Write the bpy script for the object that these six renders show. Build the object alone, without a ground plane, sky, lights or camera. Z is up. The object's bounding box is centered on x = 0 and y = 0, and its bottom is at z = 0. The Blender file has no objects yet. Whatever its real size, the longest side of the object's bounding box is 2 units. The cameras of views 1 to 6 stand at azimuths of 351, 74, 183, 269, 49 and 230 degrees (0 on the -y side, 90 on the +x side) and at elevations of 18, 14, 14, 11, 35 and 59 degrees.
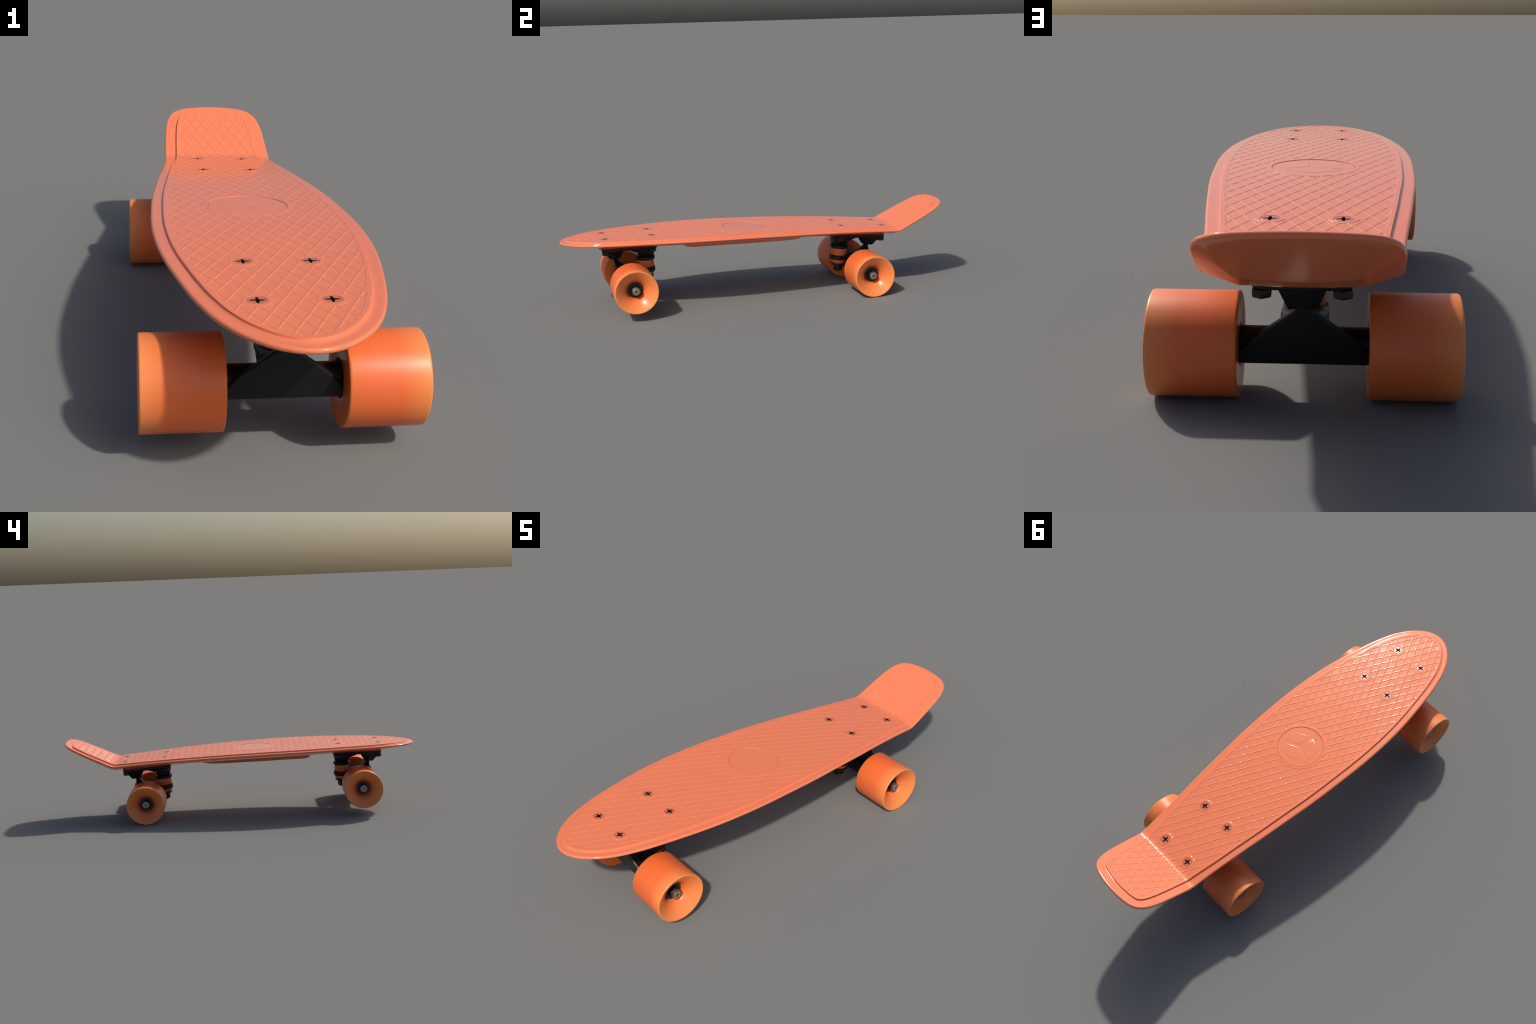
import bpy, bmesh, math
import numpy as np
from mathutils import Vector, Matrix
from mathutils.geometry import delaunay_2d_cdt

# ------------------------------------------------------------------ materials
def principled(name, col, rough, metallic=0.0, coat=0.0, coat_rough=0.1,
               bump_scale=0.0, bump=0.0, bump_dist=0.001, rough_var=0.0, col_var=0.0, spec=0.5, sss=0.0):
    m = bpy.data.materials.new(name)
    m.use_nodes = True
    nt = m.node_tree
    b = nt.nodes["Principled BSDF"]
    b.inputs["Base Color"].default_value = (*col, 1)
    b.inputs["Roughness"].default_value = rough
    b.inputs["Metallic"].default_value = metallic
    b.inputs["Specular IOR Level"].default_value = spec
    b.inputs["Coat Weight"].default_value = coat
    b.inputs["Coat Roughness"].default_value = coat_rough
    if sss:
        b.inputs["Subsurface Weight"].default_value = sss
        b.inputs["Subsurface Radius"].default_value = (0.02, 0.008, 0.004)
        b.inputs["Subsurface Scale"].default_value = 0.5
    tc = nt.nodes.new("ShaderNodeTexCoord")
    def noise(scale, detail=3):
        n = nt.nodes.new("ShaderNodeTexNoise")
        n.inputs["Scale"].default_value = scale
        n.inputs["Detail"].default_value = detail
        nt.links.new(tc.outputs["Object"], n.inputs["Vector"])
        return n
    if rough_var:
        n = noise(14, 5)
        mr = nt.nodes.new("ShaderNodeMapRange")
        mr.inputs["From Min"].default_value = 0.3
        mr.inputs["From Max"].default_value = 0.7
        mr.inputs["To Min"].default_value = max(0.02, rough - rough_var)
        mr.inputs["To Max"].default_value = rough + rough_var
        nt.links.new(n.outputs["Fac"], mr.inputs["Value"])
        nt.links.new(mr.outputs["Result"], b.inputs["Roughness"])
    if col_var:
        n = noise(7, 4)
        cr = nt.nodes.new("ShaderNodeValToRGB")
        cr.color_ramp.elements[0].position = 0.3
        cr.color_ramp.elements[1].position = 0.7
        cr.color_ramp.elements[0].color = (*[c * (1 - col_var) for c in col], 1)
        cr.color_ramp.elements[1].color = (*[min(1, c * (1 + col_var)) for c in col], 1)
        nt.links.new(n.outputs["Fac"], cr.inputs["Fac"])
        nt.links.new(cr.outputs["Color"], b.inputs["Base Color"])
    if bump:
        n = noise(bump_scale, 2)
        bp = nt.nodes.new("ShaderNodeBump")
        bp.inputs["Strength"].default_value = bump
        bp.inputs["Distance"].default_value = bump_dist
        nt.links.new(n.outputs["Fac"], bp.inputs["Height"])
        nt.links.new(bp.outputs["Normal"], b.inputs["Normal"])
    return m

M_DECK = principled("deck_plastic", (0.85, 0.222, 0.103), 0.11, bump_scale=190, bump=0.24,
                    bump_dist=0.0006, rough_var=0.03, col_var=0.012)
M_SHADE_STRIP = principled("shade_darkened_orange", (0.42, 0.075, 0.030), 0.45)  # deck orange darkened to carry the occlusion shadow above the baseplate
M_WHEEL = principled("urethane", (0.80, 0.155, 0.040), 0.26, spec=0.45, bump_scale=90, bump=0.03,
                     bump_dist=0.0005)
def lip_tint(m):
    """base colour ramps paler and yellower towards the outer lip (local x)"""
    nt = m.node_tree
    b = nt.nodes["Principled BSDF"]
    tc = nt.nodes.new("ShaderNodeTexCoord")
    sx = nt.nodes.new("ShaderNodeSeparateXYZ")
    nt.links.new(tc.outputs["Object"], sx.inputs[0])
    n = nt.nodes.new("ShaderNodeTexNoise")
    n.inputs["Scale"].default_value = 9
    nt.links.new(tc.outputs["Object"], n.inputs["Vector"])
    add = nt.nodes.new("ShaderNodeMath"); add.operation = 'MULTIPLY_ADD'
    nt.links.new(n.outputs["Fac"], add.inputs[0])
    add.inputs[1].default_value = 0.02
    nt.links.new(sx.outputs["X"], add.inputs[2])
    cr = nt.nodes.new("ShaderNodeValToRGB")
    mr = nt.nodes.new("ShaderNodeMapRange")
    mr.inputs["From Min"].default_value = 0.135
    mr.inputs["From Max"].default_value = 0.312
    nt.links.new(add.outputs[0], mr.inputs["Value"])
    nt.links.new(mr.outputs[0], cr.inputs["Fac"])
    e = cr.color_ramp.elements
    e[0].position = 0.0; e[0].color = (0.76, 0.165, 0.036, 1)
    e[1].position = 1.0; e[1].color = (0.88, 0.265, 0.075, 1)
    k = e.new(0.25); k.color = (0.80, 0.150, 0.040, 1)
    k = e.new(0.65); k.color = (0.81, 0.158, 0.042, 1)
    nt.links.new(cr.outputs["Color"], b.inputs["Base Color"])
    # the running surface is worn dull, the hollow and the flank stay glossy
    yz = nt.nodes.new("ShaderNodeVectorMath"); yz.operation = 'MULTIPLY'
    nt.links.new(tc.outputs["Object"], yz.inputs[0]); yz.inputs[1].default_value = (0, 1, 1)
    ln = nt.nodes.new("ShaderNodeVectorMath"); ln.operation = 'LENGTH'
    nt.links.new(yz.outputs[0], ln.inputs[0])
    worn = nt.nodes.new("ShaderNodeMapRange")
    worn.inputs["From Min"].default_value = 0.1048
    worn.inputs["From Max"].default_value = 0.1058
    worn.inputs["To Min"].default_value = 0.27
    worn.inputs["To Max"].default_value = 0.37
    nt.links.new(ln.outputs["Value"], worn.inputs["Value"])
    n2 = nt.nodes.new("ShaderNodeTexNoise")
    n2.inputs["Scale"].default_value = 30
    nt.links.new(tc.outputs["Object"], n2.inputs["Vector"])
    a2 = nt.nodes.new("ShaderNodeMath"); a2.operation = 'MULTIPLY_ADD'
    nt.links.new(n2.outputs["Fac"], a2.inputs[0]); a2.inputs[1].default_value = 0.06
    nt.links.new(worn.outputs[0], a2.inputs[2])
    nt.links.new(a2.outputs[0], b.inputs["Roughness"])
lip_tint(M_WHEEL)
M_BUSH = principled("bushing_rubber", (0.72, 0.17, 0.04), 0.35)
M_BLACK = principled("black_paint", (0.008, 0.008, 0.009), 0.46, spec=0.35, bump_scale=300, bump=0.08,
                     bump_dist=0.0004, rough_var=0.08)
M_NUT = principled("blackened_steel", (0.012, 0.012, 0.013), 0.3, metallic=0.2)
M_STEEL = principled("grey_steel", (0.20, 0.21, 0.21), 0.3, metallic=0.8)
M_COLLAR = principled("bright_steel", (0.30, 0.31, 0.31), 0.32, metallic=0.9)
M_BEAR = principled("bearing_shield", (0.012, 0.011, 0.02), 0.35)
M_RING = principled("nylon_ring", (0.90, 0.42, 0.09), 0.35)
M_BRONZE = principled("bronze_wire", (0.22, 0.12, 0.06), 0.3, metallic=0.8)
M_SCREW = principled("screw_head_paint", (0.60, 0.155, 0.070), 0.2)
M_VOID = principled("screw_recess_black", (0.004, 0.005, 0.006), 0.35)

# ------------------------------------------------------------------ helpers
def obj_from(name, verts, faces, mats, parent=None, smooth=40):
    me = bpy.data.meshes.new(name)
    me.from_pydata([tuple(v) for v in verts], [], faces)
    me.validate()
    for m in (mats if isinstance(mats, (list, tuple)) else [mats]):
        me.materials.append(m)
    finish(me, smooth)
    ob = bpy.data.objects.new(name, me)
    bpy.context.scene.collection.objects.link(ob)
    if parent:
        ob.parent = parent
    return ob

def finish(me, angle):
    bm = bmesh.new()
    bm.from_mesh(me)
    bmesh.ops.recalc_face_normals(bm, faces=bm.faces)
    lim = math.radians(angle)
    for f in bm.faces:
        f.smooth = True
    for e in bm.edges:
        e.smooth = not (len(e.link_faces) == 2 and e.calc_face_angle(0) > lim)
    bm.to_mesh(me)
    bm.free()

def bake(ob):
    """apply the modifiers of an object"""
    dg = bpy.context.evaluated_depsgraph_get()
    me = bpy.data.meshes.new_from_object(ob.evaluated_get(dg))
    old = ob.data
    ob.modifiers.clear()
    ob.data = me
    me.name = ob.name
    bpy.data.meshes.remove(old)

def bevel(ob, w, seg=3, angle=30):
    m = ob.modifiers.new("b", "BEVEL")
    m.width = w
    m.segments = seg
    m.limit_method = 'ANGLE'
    m.angle_limit = math.radians(angle)
    m.use_clamp_overlap = True
    bake(ob)
    finish(ob.data, 40)

def lathe_data(profile, axis, seg=64):
    """profile: (along, radius) pairs; revolve round the X or Z axis"""
    V, F = [], []
    rows = []
    for a, r in profile:
        if r < 1e-6:
            rows.append([len(V)])
            V.append((a, 0, 0) if axis == 'X' else (0, 0, a))
            continue
        row = []
        for i in range(seg):
            t = 2 * math.pi * i / seg
            c, s = r * math.cos(t), r * math.sin(t)
            row.append(len(V))
            V.append((a, c, s) if axis == 'X' else (c, s, a))
        rows.append(row)
    for p, q in zip(rows[:-1], rows[1:]):
        for i in range(seg):
            j = (i + 1) % seg
            if len(p) == 1 and len(q) == 1:
                continue
            if len(p) == 1:
                F.append((p[0], q[j], q[i]))
            elif len(q) == 1:
                F.append((p[i], p[j], q[0]))
            else:
                F.append((p[i], p[j], q[j], q[i]))
    return V, F

def lathe(name, profile, axis, mat, parent, loc=(0, 0, 0), seg=64, smooth=40):
    V, F = lathe_data(profile, axis, seg)
    ob = obj_from(name, V, F, mat, parent, smooth)
    ob.location = loc
    return ob

def loft_data(rings, base=0):
    V, F = [], []
    n = len(rings[0])
    for r in rings:
        V += [tuple(p) for p in r]
    for k in range(len(rings) - 1):
        for i in range(n):
            j = (i + 1) % n
            F.append((base + k * n + i, base + k * n + j, base + (k + 1) * n + j, base + (k + 1) * n + i))
    F.append(tuple(base + i for i in range(n))[::-1])
    F.append(tuple(base + (len(rings) - 1) * n + i for i in range(n)))
    return V, F

def rounded_rect(hx, y0, y1, r, seg=6):
    pts = []
    for cx, cy, a0 in ((hx - r, y1 - r, 0), (-hx + r, y1 - r, 90), (-hx + r, y0 + r, 180), (hx - r, y0 + r, 270)):
        for i in range(seg + 1):
            t = math.radians(a0 + 90 * i / seg)
            pts.append((cx + r * math.cos(t), cy + r * math.sin(t)))
    return pts

def hexagon(R, rot):
    return [(R * math.cos(math.radians(60 * i + rot)), R * math.sin(math.radians(60 * i + rot))) for i in range(6)]

# ------------------------------------------------------------------ deck centre line
KINK = 0.718            # where the tail bends up
TAIL = math.atan(0.468)
def z_field(y):
    return 0.3739 + 0.0057 * (y + 0.6717) - 0.0683 * (y + 0.6717) ** 2 / 2
def slope_angle(s):
    base = math.atan(0.0057 - 0.0683 * (min(s, KINK) + 0.6717))
    t = min(1.0, max(0.0, (s - KINK + 0.022) / 0.044))
    t = t * t * (3 - 2 * t)
    return base * (1 - t) + TAIL * t
S0, DS = -1.06, 0.0005
N_S = int((1.12 - S0) / DS)
cs = np.zeros((N_S, 4))
y, z = S0, z_field(S0)
for i in range(N_S):
    s = S0 + i * DS
    a = slope_angle(s)
    cs[i] = (y, z, math.sin(a), math.cos(a))
    am = slope_angle(s + DS / 2)
    # below the kink s is simply y
    y += DS * (math.cos(am) if s > KINK - 0.022 else 1.0)
    z += DS * (math.sin(am) if s > KINK - 0.022 else math.tan(am))
cs[:, 0] += 0.0
def to_world(x, s, n):
    """flat board coordinates (across, along, above the field) -> world"""
    x = np.asarray(x, float); s = np.asarray(s, float); n = np.asarray(n, float)
    f = (s - S0) / DS
    sv = S0 + np.arange(N_S) * DS
    yy = np.interp(s, sv, cs[:, 0]); zz = np.interp(s, sv, cs[:, 1])
    sa = np.interp(s, sv, cs[:, 2]); ca = np.interp(s, sv, cs[:, 3])
    return np.stack([x, yy - n * sa, zz + n * ca], -1)

# ------------------------------------------------------------------ deck outline
K = KINK
half = [(-1.0, 0.0), (-0.9965, 0.027), (-0.987, 0.052), (-0.972, 0.076), (-0.950, 0.100), (-0.918, 0.1265),
        (-0.885, 0.1470), (-0.838, 0.1690), (-0.790, 0.1850), (-0.744, 0.1980), (-0.664, 0.2155), (-0.600, 0.2275),
        (-0.532, 0.2390), (-0.436, 0.2510), (-0.340, 0.2575), (-0.250, 0.2600), (-0.176, 0.2590),
        (-0.083, 0.2555), (0.011, 0.2510), (0.100, 0.2445), (0.188, 0.2355), (0.331, 0.2205), (0.482, 0.2025),
        (0.600, 0.1895), (0.680, 0.1825), (K - 0.002, 0.1800), (K + 0.030, 0.1785), (K + 0.09, 0.1760), (K + 0.170, 0.1708),
        (K + 0.215, 0.1640), (K + 0.243, 0.1555), (K + 0.265, 0.1430), (K + 0.281, 0.1260), (K + 0.2915, 0.1040),
        (K + 0.299, 0.0720), (K + 0.3035, 0.036), (K + 0.305, 0.0)]
ctrl = half + [(s, -w) for s, w in half[-2:0:-1]]
def closed_spline(P, per):
    """centripetal Catmull-Rom round a closed loop"""
    P = np.array(P, float); n = len(P); out = []
    for i in range(n):
        p0, p1, p2, p3 = P[i - 1], P[i], P[(i + 1) % n], P[(i + 2) % n]
        t = [0]
        for a, b in ((p0, p1), (p1, p2), (p2, p3)):
            t.append(t[-1] + np.linalg.norm(b - a) ** 0.5)
        for u in np.linspace(t[1], t[2], per, endpoint=False):
            A1 = (t[1]-u)/(t[1]-t[0])*p0 + (u-t[0])/(t[1]-t[0])*p1
            A2 = (t[2]-u)/(t[2]-t[1])*p1 + (u-t[1])/(t[2]-t[1])*p2
            A3 = (t[3]-u)/(t[3]-t[2])*p2 + (u-t[2])/(t[3]-t[2])*p3
            B1 = (t[2]-u)/(t[2]-t[0])*A1 + (u-t[0])/(t[2]-t[0])*A2
            B2 = (t[3]-u)/(t[3]-t[1])*A2 + (u-t[1])/(t[3]-t[1])*A3
            out.append((t[2]-u)/(t[2]-t[1])*B1 + (u-t[1])/(t[2]-t[1])*B2)
    return np.array(out)
fine = closed_spline(ctrl, 24)
# even resampling
seglen = np.linalg.norm(np.roll(fine, -1, 0) - fine, axis=1)
cum = np.concatenate([[0], np.cumsum(seglen)])
NO = 560
tt = np.linspace(0, cum[-1], NO, endpoint=False)
ring_closed = np.vstack([fine, fine[:1]])
OUT = np.stack([np.interp(tt, cum, ring_closed[:, 1]), np.interp(tt, cum, ring_closed[:, 0])], -1)  # (x, s)
tang = np.roll(OUT, -1, 0) - np.roll(OUT, 1, 0)
for _ in range(4):
    tang = (np.roll(tang, 1, 0) + 2 * tang + np.roll(tang, -1, 0)) / 4
tang /= np.linalg.norm(tang, axis=1)[:, None]
NRM = np.stack([-tang[:, 1], tang[:, 0]], -1)
if np.mean(np.sum(NRM * (OUT - OUT.mean(0)), 1)) > 0:
    NRM = -NRM                                            # inward
def sstep(t):
    t = np.clip(t, 0, 1)
    return t * t * (3 - 2 * t)
RIMF = 1 + 0.25 * sstep((OUT[:, 1] - 0.55) / 0.2)         # rim is wider on the tail
def inset(d, wide=False):
    f = RIMF if wide else np.ones(NO)
    return OUT + NRM * (d * f)[:, None]

# distance to the outline, tabulated on a grid for quick look-up
GX = np.arange(-0.28, 0.2801, 0.004); GS = np.arange(-1.02, 1.0601, 0.004)
def grid_distance(loop):
    D = np.empty((len(GX), len(GS)))
    A = loop; B = np.roll(loop, -1, 0); AB = B - A; L2 = (AB ** 2).sum(1)
    for i, x in enumerate(GX):
        P = np.stack([np.full(len(GS), x), GS], -1)[:, None, :]
        t = np.clip(((P - A) * AB).sum(-1) / L2, 0, 1)
        q = P - A - t[..., None] * AB
        d = np.sqrt((q ** 2).sum(-1)).min(1)
        ins = np.zeros(len(GS), bool)
        c = (A[:, 1] > P[..., 1]) != (B[:, 1] > P[..., 1])
        xi = A[:, 0] + (P[..., 1] - A[:, 1]) / np.where(AB[:, 1] == 0, 1e-12, AB[:, 1]) * AB[:, 0]
        ins = ((c & (x < xi)).sum(1) % 2) == 1
        D[i] = np.where(ins, d, -d)
    return D
def lookup(D, x, s):
    fx = np.clip((x - GX[0]) / 0.004, 0, len(GX) - 1.001); fs = np.clip((s - GS[0]) / 0.004, 0, len(GS) - 1.001)
    i = fx.astype(int); j = fs.astype(int); u = fx - i; v = fs - j
    return (D[i, j] * (1 - u) * (1 - v) + D[i + 1, j] * u * (1 - v) + D[i, j + 1] * (1 - u) * v + D[i + 1, j + 1] * u * v)
D_OUT = grid_distance(OUT)
FIELD = inset(0.0325, True)
D_FIELD = grid_distance(FIELD)

# ------------------------------------------------------------------ tread pattern
LA = 0.0187                                # half width of a diamond
ROW_K = np.array([-27.2, 0.0, 7.0, 19.25, 27.0])      # lattice rows ...
ROW_S = np.array([-1.0045, -0.0037, 0.2588, 0.718, 1.0250])  # ... and where they lie along the board
LB = 0.0372
RIDGE, WALL, DEPTH = 0.0012, 0.0027, 0.00095
def row_of(s):
    return np.interp(s, ROW_S, ROW_K)
def s_of_row(k):
    return np.interp(k, ROW_K, ROW_S)
BOLT_X = 0.0744
BOLT_S = (-0.7861, -0.5572, 0.4354, 0.6632)
BOLTS = [(sx * BOLT_X, s) for s in BOLT_S for sx in (-1, 1)]
LOGO = (0.0, -0.0733)
LOGO_IN, LOGO_OUT = 0.1055, 0.1160
BOLT_CLEAR = 0.0290
PITCH = 2 / math.hypot(1 / LA, 1 / LB)
def smax(a, b, k):
    h = np.clip(0.5 + 0.5 * (a - b) / k, 0, 1)
    return b * (1 - h) + a * h + k * h * (1 - h)
def clip_value(x, s):
    g = 0.0085 - lookup(D_FIELD, x, s)
    for bx, bs in BOLTS:
        g = np.maximum(g, BOLT_CLEAR - np.hypot(x - bx, s - bs))
    g = np.maximum(g, 1.4 * (LOGO_OUT - np.hypot(x - LOGO[0], s - LOGO[1])))
    return g
def pocket_value(x, s):
    """negative inside the recessed diamonds"""
    k = row_of(s)
    u = (x / LA - k) / 2; v = (x / LA + k) / 2
    g = RIDGE - np.minimum(np.abs(u - np.round(u)), np.abs(v - np.round(v))) * PITCH
    return smax(g, clip_value(x, s), 0.003)
def cell_loops():
    loops = []
    R = 32
    for i in range(-32, 32):
        for j in range(-32, 32):
            uc, vc = i + 0.5, j + 0.5
            x0 = LA * (uc + vc); s0 = float(s_of_row(vc - uc))
            if abs(vc - uc) > 26.9:
                continue
            if abs(x0) > 0.27 or s0 < -1.02 or s0 > 1.04:
                continue
            # deepest point of the (clipped) cell
            gu, gv = np.meshgrid(np.linspace(i + 0.06, i + 0.94, 13), np.linspace(j + 0.06, j + 0.94, 13))
            X = LA * (gu + gv); S = s_of_row(gv - gu)
            G = pocket_value(X.ravel(), S.ravel())
            k = int(np.argmin(G))
            if G[k] > -0.0036:
                continue
            cx, cy = X.ravel()[k], S.ravel()[k]
            full = clip_value(X.ravel(), S.ravel()).max() < -0.006
            if full:
                cx, cy = x0, s0
                ang = []
                for a, dx, dy in ((0, LA, 0), (1, 0, LB), (2, -LA, 0), (3, 0, -LB)):
                    b = math.atan2(dy, dx)
                    ang += [b - 0.10, b, b + 0.10]
            else:
                ang = list(np.linspace(0, 2 * math.pi, 40, endpoint=False))
                for cu, cv in ((0, 0), (1, 0), (0, 1), (1, 1)):
                    px = LA * (i + cu + j + cv); ps = float(s_of_row(j + cv - i - cu))
                    b = math.atan2(ps - cy, px - cx) % (2 * math.pi)
                    ang += [b, b - 0.05, b + 0.05]
            ang = np.array(sorted(a % (2 * math.pi) for a in ang))
            dx, dy = np.cos(ang), np.sin(ang)
            pair = []
            for level in (0.0, -0.25 * WALL, -0.75 * WALL, -WALL):
                lo = np.zeros(len(ang)); hi = np.zeros(len(ang))
                live = np.ones(len(ang), bool)
                for _ in range(60):                       # march out to the first crossing
                    nx = hi + 0.0015
                    out = pocket_value(cx + dx * nx, cy + dy * nx) > level
                    lo = np.where(live, hi, lo); hi = np.where(live, nx, hi)
                    live &= ~out
                    if not live.any():
                        break
                for _ in range(12):
                    mid = (lo + hi) / 2
                    out = pocket_value(cx + dx * mid, cy + dy * mid) > level
                    hi = np.where(out, mid, hi); lo = np.where(out, lo, mid)
                pair.append(np.stack([cx + dx * lo, cy + dy * lo], -1))
            loops.append(pair)
    return loops

# emblem: three raised faces of a cube in a round sunken disc
RHOMBI = [[(0.0716, -0.1097), (0.0717, -0.0511), (0.0110, -0.0778), (0.0108, -0.1396)],
          [(0.0697, -0.0315), (0.0, -0.0642), (-0.0697, -0.0315), (0.0, 0.0032)],
          [(-0.0108, -0.1396), (-0.0110, -0.0778), (-0.0717, -0.0511), (-0.0716, -0.1097)]]
def shrink(poly, d):
    P = np.array(poly); c = P.mean(0); n = len(P); out = []
    for i in range(n):
        a, b, e = P[i - 1], P[i], P[(i + 1) % n]
        def inn(p, q):
            t = (q - p) / np.linalg.norm(q - p); m = np.array([-t[1], t[0]])
            return m if np.dot(m, c - p) > 0 else -m
        n1, n2 = inn(a, b), inn(b, e)
        out.append(b + (n1 + n2) * d / (1 + np.dot(n1, n2)))
    return np.array(out)
def circle(c, r, n):
    t = np.linspace(0, 2 * math.pi, n, endpoint=False)
    return np.stack([c[0] + r * np.cos(t), c[1] + r * np.sin(t)], -1)

def build_deck(parent):
    coords, hts, edges = [], [], []
    def add_loop(P, h):
        b = len(coords); n = len(P)
        coords.extend([Vector((float(p[0]), float(p[1]))) for p in P])
        hts.extend([h] * n)
        edges.extend([(b + i, b + (i + 1) % n) for i in range(n)])
    add_loop(FIELD, 0.0)
    for levels in cell_loops():
        for P, h in zip(levels, (0.0, -0.10 * DEPTH, -0.90 * DEPTH, -DEPTH)):
            add_loop(P, h)
    LD = -0.0012
    add_loop(circle(LOGO, LOGO_IN, 120), 0.0)
    add_loop(circle(LOGO, LOGO_IN - 0.0009, 120), -0.0034)    # slot cut to draw the shaded line of the disc's edge
    add_loop(circle(LOGO, LOGO_IN - 0.0012, 120), -0.0034)
    add_loop(circle(LOGO, LOGO_IN - 0.0022, 120), LD)
    for r in RHOMBI:
        for off, h in ((-0.0014, 0.0), (-0.0007, 0.0001), (0.0007, 0.0008), (0.0014, 0.0009)):
            add_loop(shrink(r, off), LD + h)
    for b in BOLTS:
        add_loop(circle(b, 0.0213, 40), 0.0)
        add_loop(circle(b, 0.0210, 40), -0.0004)
        add_loop(circle(b, 0.0205, 40), -0.0060)
    nset = len(coords)
    # guide lines across the bend and rows along the camber
    for s in np.concatenate([np.arange(KINK - 0.024, KINK + 0.0241, 0.004)]):
        w = 0.1375
        b = len(coords)
        coords.extend([Vector((-w, float(s))), Vector((w, float(s)))])
        hts.extend([None, None])
        edges.append((b, b + 1))
    V, E, F, OV, OE, OF = delaunay_2d_cdt(coords, edges, [], 0, 1e-6)
    XY = np.array([(v[0], v[1]) for v in V])
    H = np.zeros(len(V))
    g = -np.interp(-pocket_value(XY[:, 0], XY[:, 1]) / WALL, [0, 0.25, 0.75, 1], [0, 0.10, 0.90, 1.0]) * DEPTH
    for i, ov in enumerate(OV):
        hs = [hts[k] for k in ov if k < nset]
        H[i] = hs[0] if hs else g[i]
    # keep only the triangles inside the field, drop the screw wells
    C = XY[np.array([list(f)[:3] for f in F])].mean(1)
    inside = lookup(D_FIELD, C[:, 0], C[:, 1]) > -0.0004
    for b in BOLTS:
        inside &= np.hypot(C[:, 0] - b[0], C[:, 1] - b[1]) > 0.0203
    # exact test near the rim
    A = FIELD; B = np.roll(FIELD, -1, 0)
    near = np.where(np.abs(lookup(D_FIELD, C[:, 0], C[:, 1])) < 0.006)[0]
    for k in near:
        x, s = C[k]
        c = (A[:, 1] > s) != (B[:, 1] > s)
        xi = A[:, 0] + (s - A[:, 1]) / np.where(B[:, 1] == A[:, 1], 1e-12, B[:, 1] - A[:, 1]) * (B[:, 0] - A[:, 0])
        inside[k] = (np.sum(c & (x < xi)) % 2) == 1
    verts = [to_world(XY[:, 0], XY[:, 1], H)]
    faces = [tuple(f) for f, k in zip(F, inside) if k]
    base = len(V)
    nfield = len(faces)
    # rim
    rim = [(0.0325, 0.0, 0, True), (0.0311, -0.0062, 0.0020, True), (0.0302, -0.0066, 0.0019, True), (0.0285, -0.0067, 0.0012, True),
           (0.0262, -0.0067, 0.0005, True), (0.0235, -0.0067, 0.0001, True), (0.0205, -0.0067, 0, True),
           (0.0085, -0.0064, 0, False), (0.0062, -0.0065, 0, False), (0.0047, -0.0067, 0, False), (0.0034, -0.0073, 0, False),
           (0.0022, -0.0080, 0, False), (0.0011, -0.0090, 0, False), (0.0004, -0.0104, 0, False),
           (0.0, -0.0123, 0, False), (0.0002, -0.0142, 0, False), (0.0010, -0.0160, 0, False), (0.0022, -0.0172, 0, False),
           (0.0036, -0.0179, 0, False), (0.0050, -0.0182, 0, False)]
    nose = sstep((-0.62 - OUT[:, 1]) / 0.25)
    rows = []
    for d, n, lift, wide in rim:
        P = inset(d, wide)
        rows.append(list(range(base, base + NO)))
        verts.append(to_world(P[:, 0], P[:, 1], n + lift * nose))
        base += NO
    for p, q in zip(rows[:-1], rows[1:]):
        for i in range(NO):
            j = (i + 1) % NO
            faces.append((p[i], q[i], q[j], p[j]))
    # underside: skirt, plateau for the trucks, deep belly between them
    LOW = inset(0.0050)
    uc = [Vector((float(a), float(b))) for a, b in LOW]
    ue = [(i, (i + 1) % NO) for i in range(NO)]
    st = 0.0060
    for i, s in enumerate(np.arange(-0.99, 1.02, st)):
        for x in np.arange(-0.2625, 0.263, st):
            xx = x + (st / 2 if i % 2 else 0)
            if lookup(D_OUT, np.array([xx]), np.array([s]))[0] > 0.008:
                uc.append(Vector((float(xx), float(s))))
    for s in np.arange(KINK - 0.024, KINK + 0.0241, 0.008):
        pass
    V2, E2, F2, OV2, _, _ = delaunay_2d_cdt(uc, ue, [], 0, 1e-6)
    XY2 = np.array([(v[0], v[1]) for v in V2])
    X, S = XY2[:, 0], XY2[:, 1]
    d = np.maximum(lookup(D_OUT, X, S) - 0.005, 0)
    r = 1 - (1 - np.clip(d / 0.100, 0, 1)) ** 1.7
    flat = sstep((S - 0.56) / 0.12)                       # straight chamfer under the tail
    r = r * (1 - flat) + 0.86 * np.clip(d / 0.063, 0, 1) * flat
    fade = np.interp(S, [-1.0, -0.943, -0.89, -0.84, -0.78], [0.15, 0.5, 0.68, 0.83, 1.0])
    n = -0.0182 - 0.0250 * r * fade
    n -= 0.0030 * np.clip(1 - (X / 0.107) ** 2, 0, 1) * sstep((S - 0.56) / 0.10)
    for c in (-0.668, 0.546):                             # shallower round the truck seats
        zone = sstep((0.165 - np.abs(S - c)) / 0.025)
        n = n + np.maximum(-0.0340 - n, 0) * zone
    plane = np.interp(S, [KINK + 0.02, KINK + 0.165, KINK + 0.297], [-0.0465, -0.0315, -0.0184])
    n = smax(n, plane, 0.0004)
    # belly
    bw = 0.124 + 0 * S
    cy0, cy1 = -0.408, 0.255
    q0 = np.abs(X) - (bw - 0.07)
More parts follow.
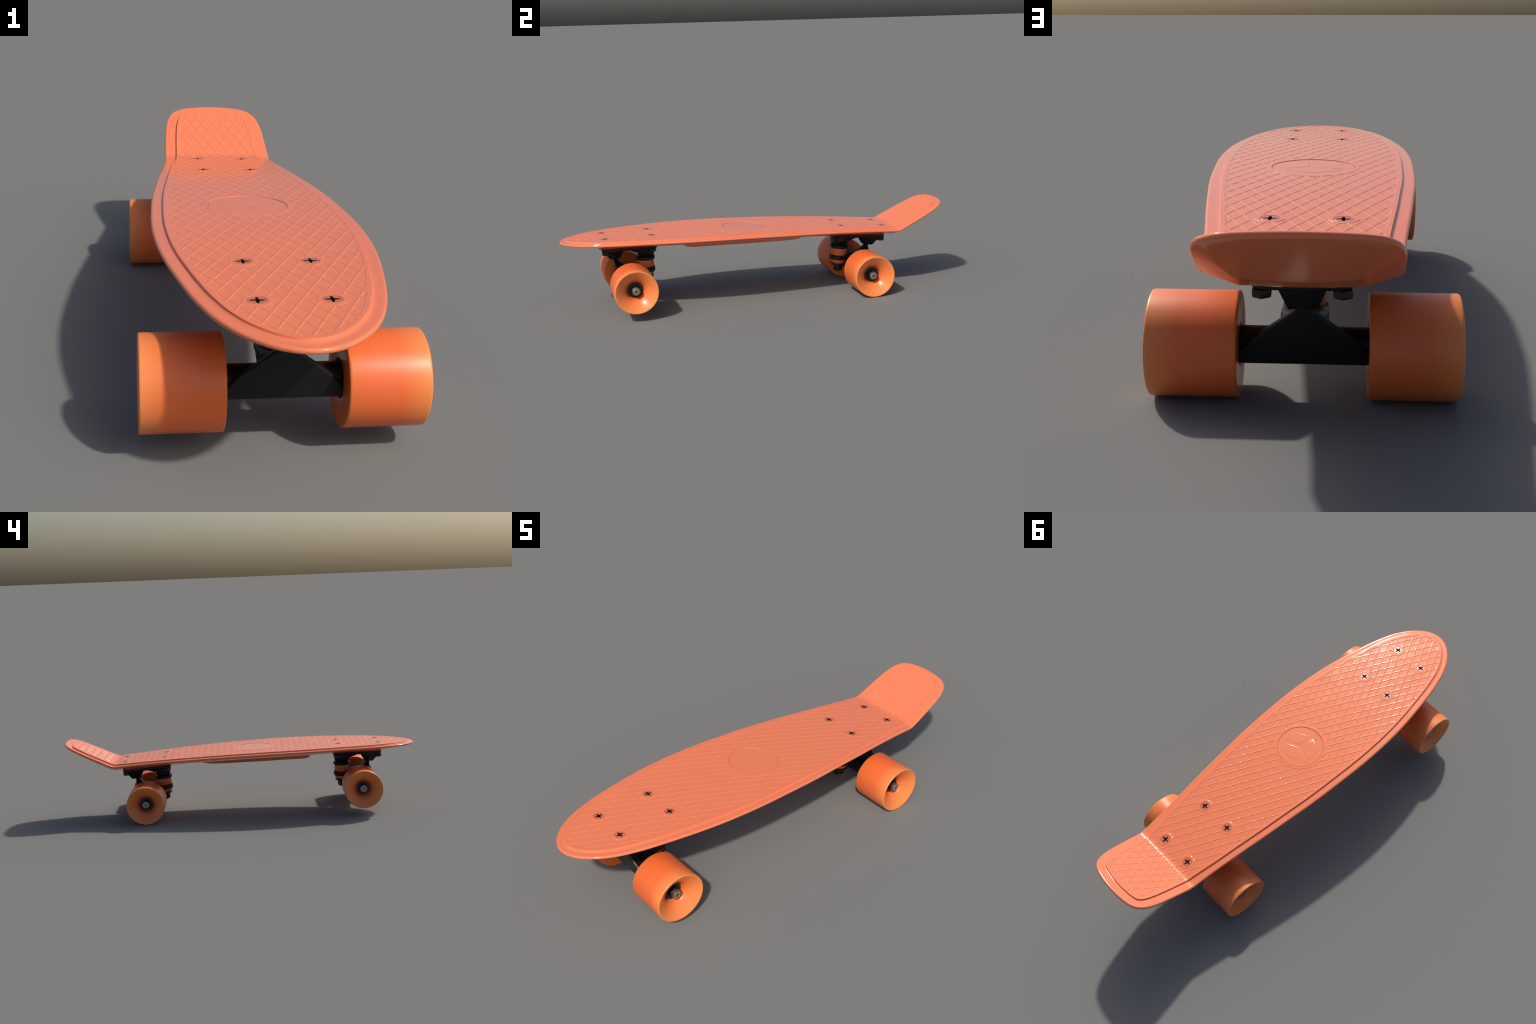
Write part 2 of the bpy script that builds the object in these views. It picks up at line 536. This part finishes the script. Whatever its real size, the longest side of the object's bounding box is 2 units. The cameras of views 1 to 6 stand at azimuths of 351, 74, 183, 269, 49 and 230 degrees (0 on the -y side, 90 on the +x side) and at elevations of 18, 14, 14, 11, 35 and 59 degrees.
    q1 = np.abs(S - (cy0 + cy1) / 2) - ((cy1 - cy0) / 2 - 0.07)
    sd = np.hypot(np.maximum(q0, 0), np.maximum(q1, 0)) + np.minimum(np.maximum(q0, q1), 0) - 0.07
    bottom = np.interp(S, [-0.42, -0.33, -0.09, 0.10, 0.17, 0.26], [-0.070, -0.0725, -0.0715, -0.0665, -0.0620, -0.0470])
    n = n + (np.minimum(bottom - n, 0)) * sstep((0.002 - sd) / 0.016)
    lowedge = np.array([any(k < NO for k in ov) for ov in OV2])
    n[lowedge] = -0.0182
    verts.append(to_world(X, S, n))
    C2 = XY2[np.array([list(f)[:3] for f in F2])].mean(1)
    ins2 = lookup(D_OUT, C2[:, 0], C2[:, 1]) > 0.0046
    faces += [tuple(base + k for k in f) for f, ok in zip(F2, ins2) if ok]
    Vall = np.concatenate(verts)
    me = bpy.data.meshes.new("deck")
    me.from_pydata([tuple(v) for v in Vall], [], faces)
    bm = bmesh.new()
    bm.from_mesh(me)
    tag = bm.faces.layers.int.new("tread")
    bm.faces.ensure_lookup_table()
    for k in range(nfield):
        bm.faces[k][tag] = 1
    bmesh.ops.remove_doubles(bm, verts=bm.verts, dist=0.00005)
    bmesh.ops.delete(bm, geom=[v for v in bm.verts if not v.link_faces], context='VERTS')
    bmesh.ops.recalc_face_normals(bm, faces=bm.faces)
    for f in bm.faces:
        f.smooth = True
    for e in bm.edges:
        if len(e.link_faces) == 2:
            tread = all(f[tag] == 1 for f in e.link_faces)
            e.smooth = e.calc_face_angle(0) < math.radians(50 if tread else 34)
    bm.to_mesh(me)
    bm.free()
    me.materials.append(M_DECK)
    ob = bpy.data.objects.new("deck", me)
    bpy.context.scene.collection.objects.link(ob)
    w = ob.modifiers.new("w", "WEIGHTED_NORMAL")          # flats stay flat, edges roll over
    w.mode = 'FACE_AREA'
    w.weight = 70
    w.keep_sharp = True
    bake(ob)
    ob.parent = parent
    return ob

# ------------------------------------------------------------------ screws
def build_screw_mesh():
    """pan of a flat screw with a deep cross recess; z = 0 at the field"""
    R, zt = 0.0208, -0.0004
    L, wa, wc = 0.0152, 0.0035, 0.0064
    cross = []
    for k in range(4):
        t = k * math.pi / 2
        for px, py in ((wc * 0.62, -wc * 0.62), (wc, -wa), (L - 0.001, -wa * 0.72), (L, 0), (L - 0.001, wa * 0.72), (wc, wa)):
            cross.append((px * math.cos(t) - py * math.sin(t), px * math.sin(t) + py * math.cos(t)))
    oc = circle((0, 0), R - 0.0008, 48)
    co = [Vector(map(float, p)) for p in oc] + [Vector(p) for p in cross]
    n0, n1 = 48, len(cross)
    ed = [(i, (i + 1) % n0) for i in range(n0)] + [(n0 + i, n0 + (i + 1) % n1) for i in range(n1)]
    V, E, F, OV, _, _ = delaunay_2d_cdt(co, ed, [], 0, 1e-7)
    CP = np.array(cross)
    verts = [(v[0], v[1], zt) for v in V]
    faces, mats = [], []
    A = CP; B = np.roll(CP, -1, 0)
    for f in F:
        c = np.mean([[V[k][0], V[k][1]] for k in f], axis=0)
        cr = (A[:, 1] > c[1]) != (B[:, 1] > c[1])
        xi = A[:, 0] + (c[1] - A[:, 1]) / np.where(B[:, 1] == A[:, 1], 1e-12, B[:, 1] - A[:, 1]) * (B[:, 0] - A[:, 0])
        if np.sum(cr & (c[0] < xi)) % 2 == 0:
            faces.append(tuple(f)); mats.append(0)
    b = len(verts)
    verts += [(p[0], p[1], zt) for p in cross] + [(p[0] * 0.8, p[1] * 0.8, zt - 0.007) for p in cross]
    for i in range(n1):
        j = (i + 1) % n1
        faces.append((b + i, b + j, b + n1 + j, b + n1 + i)); mats.append(1)
    faces.append(tuple(b + n1 + i for i in range(n1))); mats.append(1)
    b = len(verts)
    verts += [(p[0], p[1], zt) for p in oc] + [(p[0], p[1], zt - 0.0005) for p in circle((0, 0), R, 48)] \
        + [(p[0], p[1], zt - 0.012) for p in circle((0, 0), R * 0.7, 48)]
    for k in range(2):
        for i in range(48):
            j = (i + 1) % 48
            faces.append((b + k * 48 + i, b + k * 48 + j, b + (k + 1) * 48 + j, b + (k + 1) * 48 + i)); mats.append(0)
    me = bpy.data.meshes.new("screw")
    me.from_pydata(verts, [], faces)
    me.materials.append(M_SCREW); me.materials.append(M_VOID)
    me.polygons.foreach_set("material_index", mats)
    bm = bmesh.new(); bm.from_mesh(me)
    bmesh.ops.remove_doubles(bm, verts=bm.verts, dist=0.00001)
    for f in bm.faces:
        f.normal_update()
    bm.to_mesh(me); bm.free()
    finish(me, 30)
    return me

# ------------------------------------------------------------------ truck
# local frame: x across, y towards the middle of the board, z up from the field
AX_Y, AX_Z = -0.0055, -0.2262          # axle
KP_Y = 0.0870                          # kingpin
def taper_block(hx0, y00, y01, z0, hx1, y10, y11, z1, r):
    a = [(x, y, z0) for x, y in rounded_rect(hx0, y00, y01, r)]
    b = [(x, y, z1) for x, y in rounded_rect(hx1, y10, y11, r)]
    return loft_data([a, b])

def build_baseplate():
    bm = bmesh.new()
    def put(V, F):
        vs = [bm.verts.new(v) for v in V]
        for f in F:
            bm.faces.new([vs[k] for k in f])
    pl = rounded_rect(0.0965, -0.1335, 0.1410, 0.030, 8)
    plb = rounded_rect(0.0935, -0.1305, 0.1380, 0.027, 8)
    V, F = loft_data([[(x, y, -0.0485) for x, y in pl], [(x, y, -0.0620) for x, y in pl], [(x, y, -0.0660) for x, y in plb]])
    put(V, F)
    put(*taper_block(0.0455, -0.1330, -0.0120, -0.0620, 0.0285, -0.0925, -0.0455, -0.1175, 0.006))   # pivot block
    put(*taper_block(0.0350, 0.0460, 0.1400, -0.0620, 0.0300, 0.0540, 0.1240, -0.1185, 0.005))        # kingpin block
    web = [(0.062, -0.0620), (0.062, -0.1010), (0.046, -0.0960), (-0.016, -0.0710), (-0.03, -0.0620)]
    a = [(-0.029, y_, z_) for y_, z_ in web]; b = [(0.029, y_, z_) for y_, z_ in web]
    put(*loft_data([a, b]))
    me = bpy.data.meshes.new("baseplate")
    bm.to_mesh(me); bm.free()
    me.materials.append(M_BLACK)
    finish(me, 40)
    ob = bpy.data.objects.new("baseplate", me)
    bpy.context.scene.collection.objects.link(ob)
    bevel(ob, 0.0022, 2, 35)
    return ob

def build_hanger():
    bm = bmesh.new()
    def put(V, F):
        vs = [bm.verts.new(v) for v in V]
        for f in F:
            bm.faces.new([vs[k] for k in f])
    # axle housing
    V, F = lathe_data([(-0.1262, 0), (-0.1262, 0.0350), (-0.1245, 0.0370), (0.1245, 0.0370), (0.1262, 0.0350), (0.1262, 0)], 'X', 40)
    put([(x, y + AX_Y, z + AX_Z) for x, y, z in V], F)
    # triangular face rising to the pivot
    rings = []
    of = lambda n: 0.0735 - 0.19 * (-0.1250 - n)
    for x in np.linspace(-0.1262, 0.1262, 49):
        ax = abs(x)
        nt = -0.1170 - 0.79 * ax if ax < 0.100 else -0.196 - 1.2 * (ax - 0.100)
        back = min(-0.1170, nt + 0.0050)
        ob_ = of(nt) - 0.009
        ring = [(x, -of(-0.2475), -0.2475), (x, -of(nt), nt), (x, -ob_, back),
                (x, -(ob_ - 0.008), back - 0.009), (x, -min(ob_ - 0.014, 0.034), min(-0.150, back - 0.012)), (x, 0.0, -0.2150), (x, 0.0, -0.2630), (x, -0.018, -0.2630)]
        rings.append(ring)
    put(*loft_data(rings))
    # neck fillet going back to the yoke
    rings = []
    for y_, hw, zt, zb in ((-0.070, 0.011, -0.1170, -0.1350), (-0.058, 0.014, -0.1170, -0.1800), (-0.047, 0.021, -0.128, -0.23), (-0.036, 0.029, -0.1400, -0.235), (-0.022, 0.038, -0.1490, -0.24),
                           (0.0, 0.046, -0.1545, -0.235), (0.025, 0.049, -0.1580, -0.2200), (0.050, 0.0485, -0.1640, -0.2050),
                           (0.070, 0.0475, -0.1710, -0.1990), (0.087, 0.0465, -0.1735, -0.1985)):
        zc, hz = (zt + zb) / 2, (zt - zb) / 2
        ring = []
        for k in range(24):
            t = 2 * math.pi * k / 24
            c, s_ = math.cos(t), math.sin(t)
            e = 0.45
            ring.append((hw * math.copysign(abs(c) ** e, c), y_, zc + hz * math.copysign(abs(s_) ** e, s_)))
        rings.append(ring)
    put(*loft_data(rings))
    V, F = lathe_data([(-0.1985, 0), (-0.1985, 0.0440), (-0.1955, 0.0470), (-0.1765, 0.0470), (-0.1735, 0.0440), (-0.1735, 0)], 'Z', 48)
    put([(x, y + KP_Y, z) for x, y, z in V], F)
    bmesh.ops.recalc_face_normals(bm, faces=bm.faces)
    me = bpy.data.meshes.new("hanger")
    bm.to_mesh(me); bm.free()
    ob = bpy.data.objects.new("hanger", me)
    bpy.context.scene.collection.objects.link(ob)
    m = ob.modifiers.new("r", "REMESH"); m.mode = 'VOXEL'; m.voxel_size = 0.0017
    m = ob.modifiers.new("s", "SMOOTH"); m.factor = 0.5; m.iterations = 5
    bake(ob)
    ob.data.materials.clear(); ob.data.materials.append(M_BLACK)
    finish(ob.data, 60)
    return ob

def hex_nut(name, R, rot, z0, z1, mat, cap=None):
    h = hexagon(R, rot)
    rings = [[(x, y, z0) for x, y in h], [(x, y, z1) for x, y in h]]
    V, F = loft_data(rings)
    ob = obj_from(name, V, F, mat)
    bevel(ob, 0.0034, 4, 40)
    return ob

def build_truck_parts():
    P = []
    P.append((build_baseplate(), (0, 0, 0)))
    strip_outline = rounded_rect(0.0970, -0.1345, 0.1415, 0.030, 8)
    V, F = loft_data([[(x, y, -0.0320) for x, y in strip_outline], [(x, y, -0.0482) for x, y in strip_outline]])
    P.append((obj_from("dark_strip_block", V, F, M_SHADE_STRIP), (0, 0, 0)))
    P.append((build_hanger(), (0, 0, 0)))
    P.append((lathe("cup_washer", [(-0.1180, 0), (-0.1180, 0.0430), (-0.1200, 0.0465), (-0.1235, 0.0482), (-0.1310, 0.0482),
                                  (-0.1345, 0.0470), (-0.1365, 0.0440), (-0.1365, 0)], 'Z', M_BLACK, None, seg=48), (0, KP_Y, 0)))
    P.append((lathe("bushing", [(-0.1350, 0), (-0.1350, 0.0405), (-0.1380, 0.0422), (-0.1700, 0.0422), (-0.1745, 0.0400), (-0.1745, 0)],
                    'Z', M_BUSH, None, seg=48), (0, KP_Y, 0)))
    P.append((lathe("cone_bushing", [(-0.1975, 0), (-0.1975, 0.0420), (-0.2010, 0.0420), (-0.2080, 0.0390), (-0.2170, 0.0335),
                                     (-0.2225, 0.0300), (-0.2225, 0)], 'Z', M_BUSH, None, seg=48), (0, KP_Y, 0)))
    P.append((lathe("lower_washer", [(-0.2250, 0), (-0.2215, 0.0300), (-0.2185, 0.0360), (-0.2195, 0.0380), (-0.2225, 0.0385), (-0.2260, 0.0360),
                                     (-0.2290, 0.0300), (-0.2290, 0)], 'Z', M_BLACK, None, seg=48), (0, KP_Y, 0)))
    P.append((hex_nut("kingpin_nut", 0.0250, 20, -0.2285, -0.2580, M_NUT), (0, KP_Y, 0)))
    P.append((lathe("kingpin_end", [(-0.2570, 0.0115), (-0.2625, 0.0115), (-0.2640, 0.0100), (-0.2640, 0)], 'Z', M_NUT, None, seg=24), (0, KP_Y, 0)))
    n0 = hex_nut("mounting_nut", 0.0205, 30, -0.0650, -0.0830, M_NUT)
    for i, (sx, sy) in enumerate(((1, -1), (-1, -1), (1, 1), (-1, 1))):
        o = n0 if i == 0 else n0.copy()
        if i:
            bpy.context.scene.collection.objects.link(o)
        P.append((o, (sx * BOLT_X, sy * 0.1139, 0)))
    P.append((lathe("axle", [(-0.2500, 0), (-0.2500, 0.0105), (0.2500, 0.0105), (0.2500, 0)], 'X', M_NUT, None, seg=24), (0, AX_Y, AX_Z)))
    return P

def build_wheel():
    """x = 0 on the board's middle, outer side towards +x"""
    prof = [(0.1520, 0.0), (0.1520, 0.0436), (0.1290, 0.0436), (0.1268, 0.0446), (0.1258, 0.0465), (0.1255, 0.0990), (0.1259, 0.1030), (0.1269, 0.1049),
            (0.1287, 0.1058), (0.1320, 0.1060), (0.2970, 0.1060), (0.3000, 0.1056), (0.3016, 0.1046), (0.3024, 0.1032), (0.3025, 0.1015)]
    for k in range(1, 25):                                # trumpet-shaped hollow
        t = 1 - k / 24
        prof.append((0.2480 + 0.0540 * t, 0.0425 + 0.0580 * t ** 1.65))
    prof += [(0.2470, 0.0410), (0.2440, 0.0400), (0.2440, 0.0)]
    w = lathe("wheel", prof, 'X', M_WHEEL, None, seg=128, smooth=50)
    parts = []
    # outer bearing: shield with two fine rings
    parts.append(lathe("bearing", [(0.2430, 0.0385), (0.2462, 0.0380), (0.2470, 0.0365), (0.2470, 0.0310), (0.2455, 0.0300), (0.2455, 0.0250),
                                   (0.2475, 0.0242), (0.2475, 0.0)], 'X', M_BEAR, None, seg=64, smooth=25))
    parts.append(lathe("shield_ring", [(0.2458, 0.0290), (0.2466, 0.0290), (0.2466, 0.0280), (0.2458, 0.0280)], 'X', M_BRONZE, None, seg=64))
    parts.append(lathe("inner_bearing", [(0.1530, 0.0425), (0.1400, 0.0425), (0.1385, 0.0410), (0.1385, 0.0)], 'X', M_BEAR, None, seg=64))
    h = hexagon(0.0235, 90)
    V, F = loft_data([[(0.2470, a, b) for a, b in h], [(0.2650, a, b) for a, b in h]])
    nut = obj_from("axle_nut", V, F, M_NUT)
    bevel(nut, 0.002, 3, 40)
    parts.append(nut)
    parts.append(lathe("nut_collar", [(0.2640, 0.0200), (0.2735, 0.0200), (0.2760, 0.0190), (0.2772, 0.0170), (0.2772, 0.0135), (0.2764, 0.0130),
                                      (0.2764, 0.0)], 'X', M_COLLAR, None, seg=48, smooth=35))
    parts.append(lathe("nut_ring", [(0.2765, 0.0133), (0.2775, 0.0129), (0.2775, 0.0114), (0.2765, 0.0110)], 'X', M_RING, None, seg=48))
    parts.append(lathe("axle_end", [(0.2760, 0.0108), (0.2772, 0.0106), (0.2778, 0.0098), (0.2774, 0.0060), (0.2766, 0.0)], 'X', M_STEEL, None, seg=48))
    return w, parts

def truck_matrix(y0, z0, ang, flip):
    c, s = math.cos(ang), math.sin(ang)
    Yw = Vector((0, c, s)); Zw = Vector((0, -s, c)); Xw = Vector((1, 0, 0))
    if flip:
        Yw, Xw = -Yw, -Xw
    m = Matrix.Identity(4)
    for r in range(3):
        m[r][0], m[r][1], m[r][2] = Xw[r], Yw[r], Zw[r]
    m[0][3], m[1][3], m[2][3] = 0, y0, z0
    return m

# ------------------------------------------------------------------ assemble
def main():
    root = bpy.data.objects.new("skateboard", None)
    bpy.context.scene.collection.objects.link(root)
    root["label"] = "small orange plastic cruiser skateboard with orange wheels and black trucks"
    root["category"] = "skateboard"
    build_deck(root)

    sm = build_screw_mesh()
    for i, (bx, bs) in enumerate(BOLTS):
        o = bpy.data.objects.new("screw", sm)
        bpy.context.scene.collection.objects.link(o)
        p = to_world(bx, bs, 0.0)
        o.parent = root
        o.location = tuple(p)
        o.rotation_euler = (slope_angle(bs), 0, 0)

    parts = build_truck_parts()
    wheel, wparts = build_wheel()
    mats = [truck_matrix(0 + -0.6717, 0.3739, 0.0057, False), truck_matrix(0.5495, 0.3307, -0.0777, True)]
    for t, M in enumerate(mats):
        tr = bpy.data.objects.new("truck", None)
        bpy.context.scene.collection.objects.link(tr)
        tr.parent = root
        tr.matrix_world = M
        for o, loc in parts:
            q = o if t == 0 else o.copy()
            if t:
                bpy.context.scene.collection.objects.link(q)
            q.parent = tr
            q.location = loc
        for side in (0, 1):
            first = (t == 0 and side == 0)
            w = wheel if first else wheel.copy()
            if not first:
                bpy.context.scene.collection.objects.link(w)
            w.parent = root
            W = M @ Matrix.Translation((0, AX_Y, AX_Z))
            if side:
                W = W @ Matrix.Rotation(math.pi, 4, 'Z')
            w.matrix_world = W
            for pz in wparts:
                q = pz if first else pz.copy()
                if not first:
                    bpy.context.scene.collection.objects.link(q)
                q.parent = w

main()
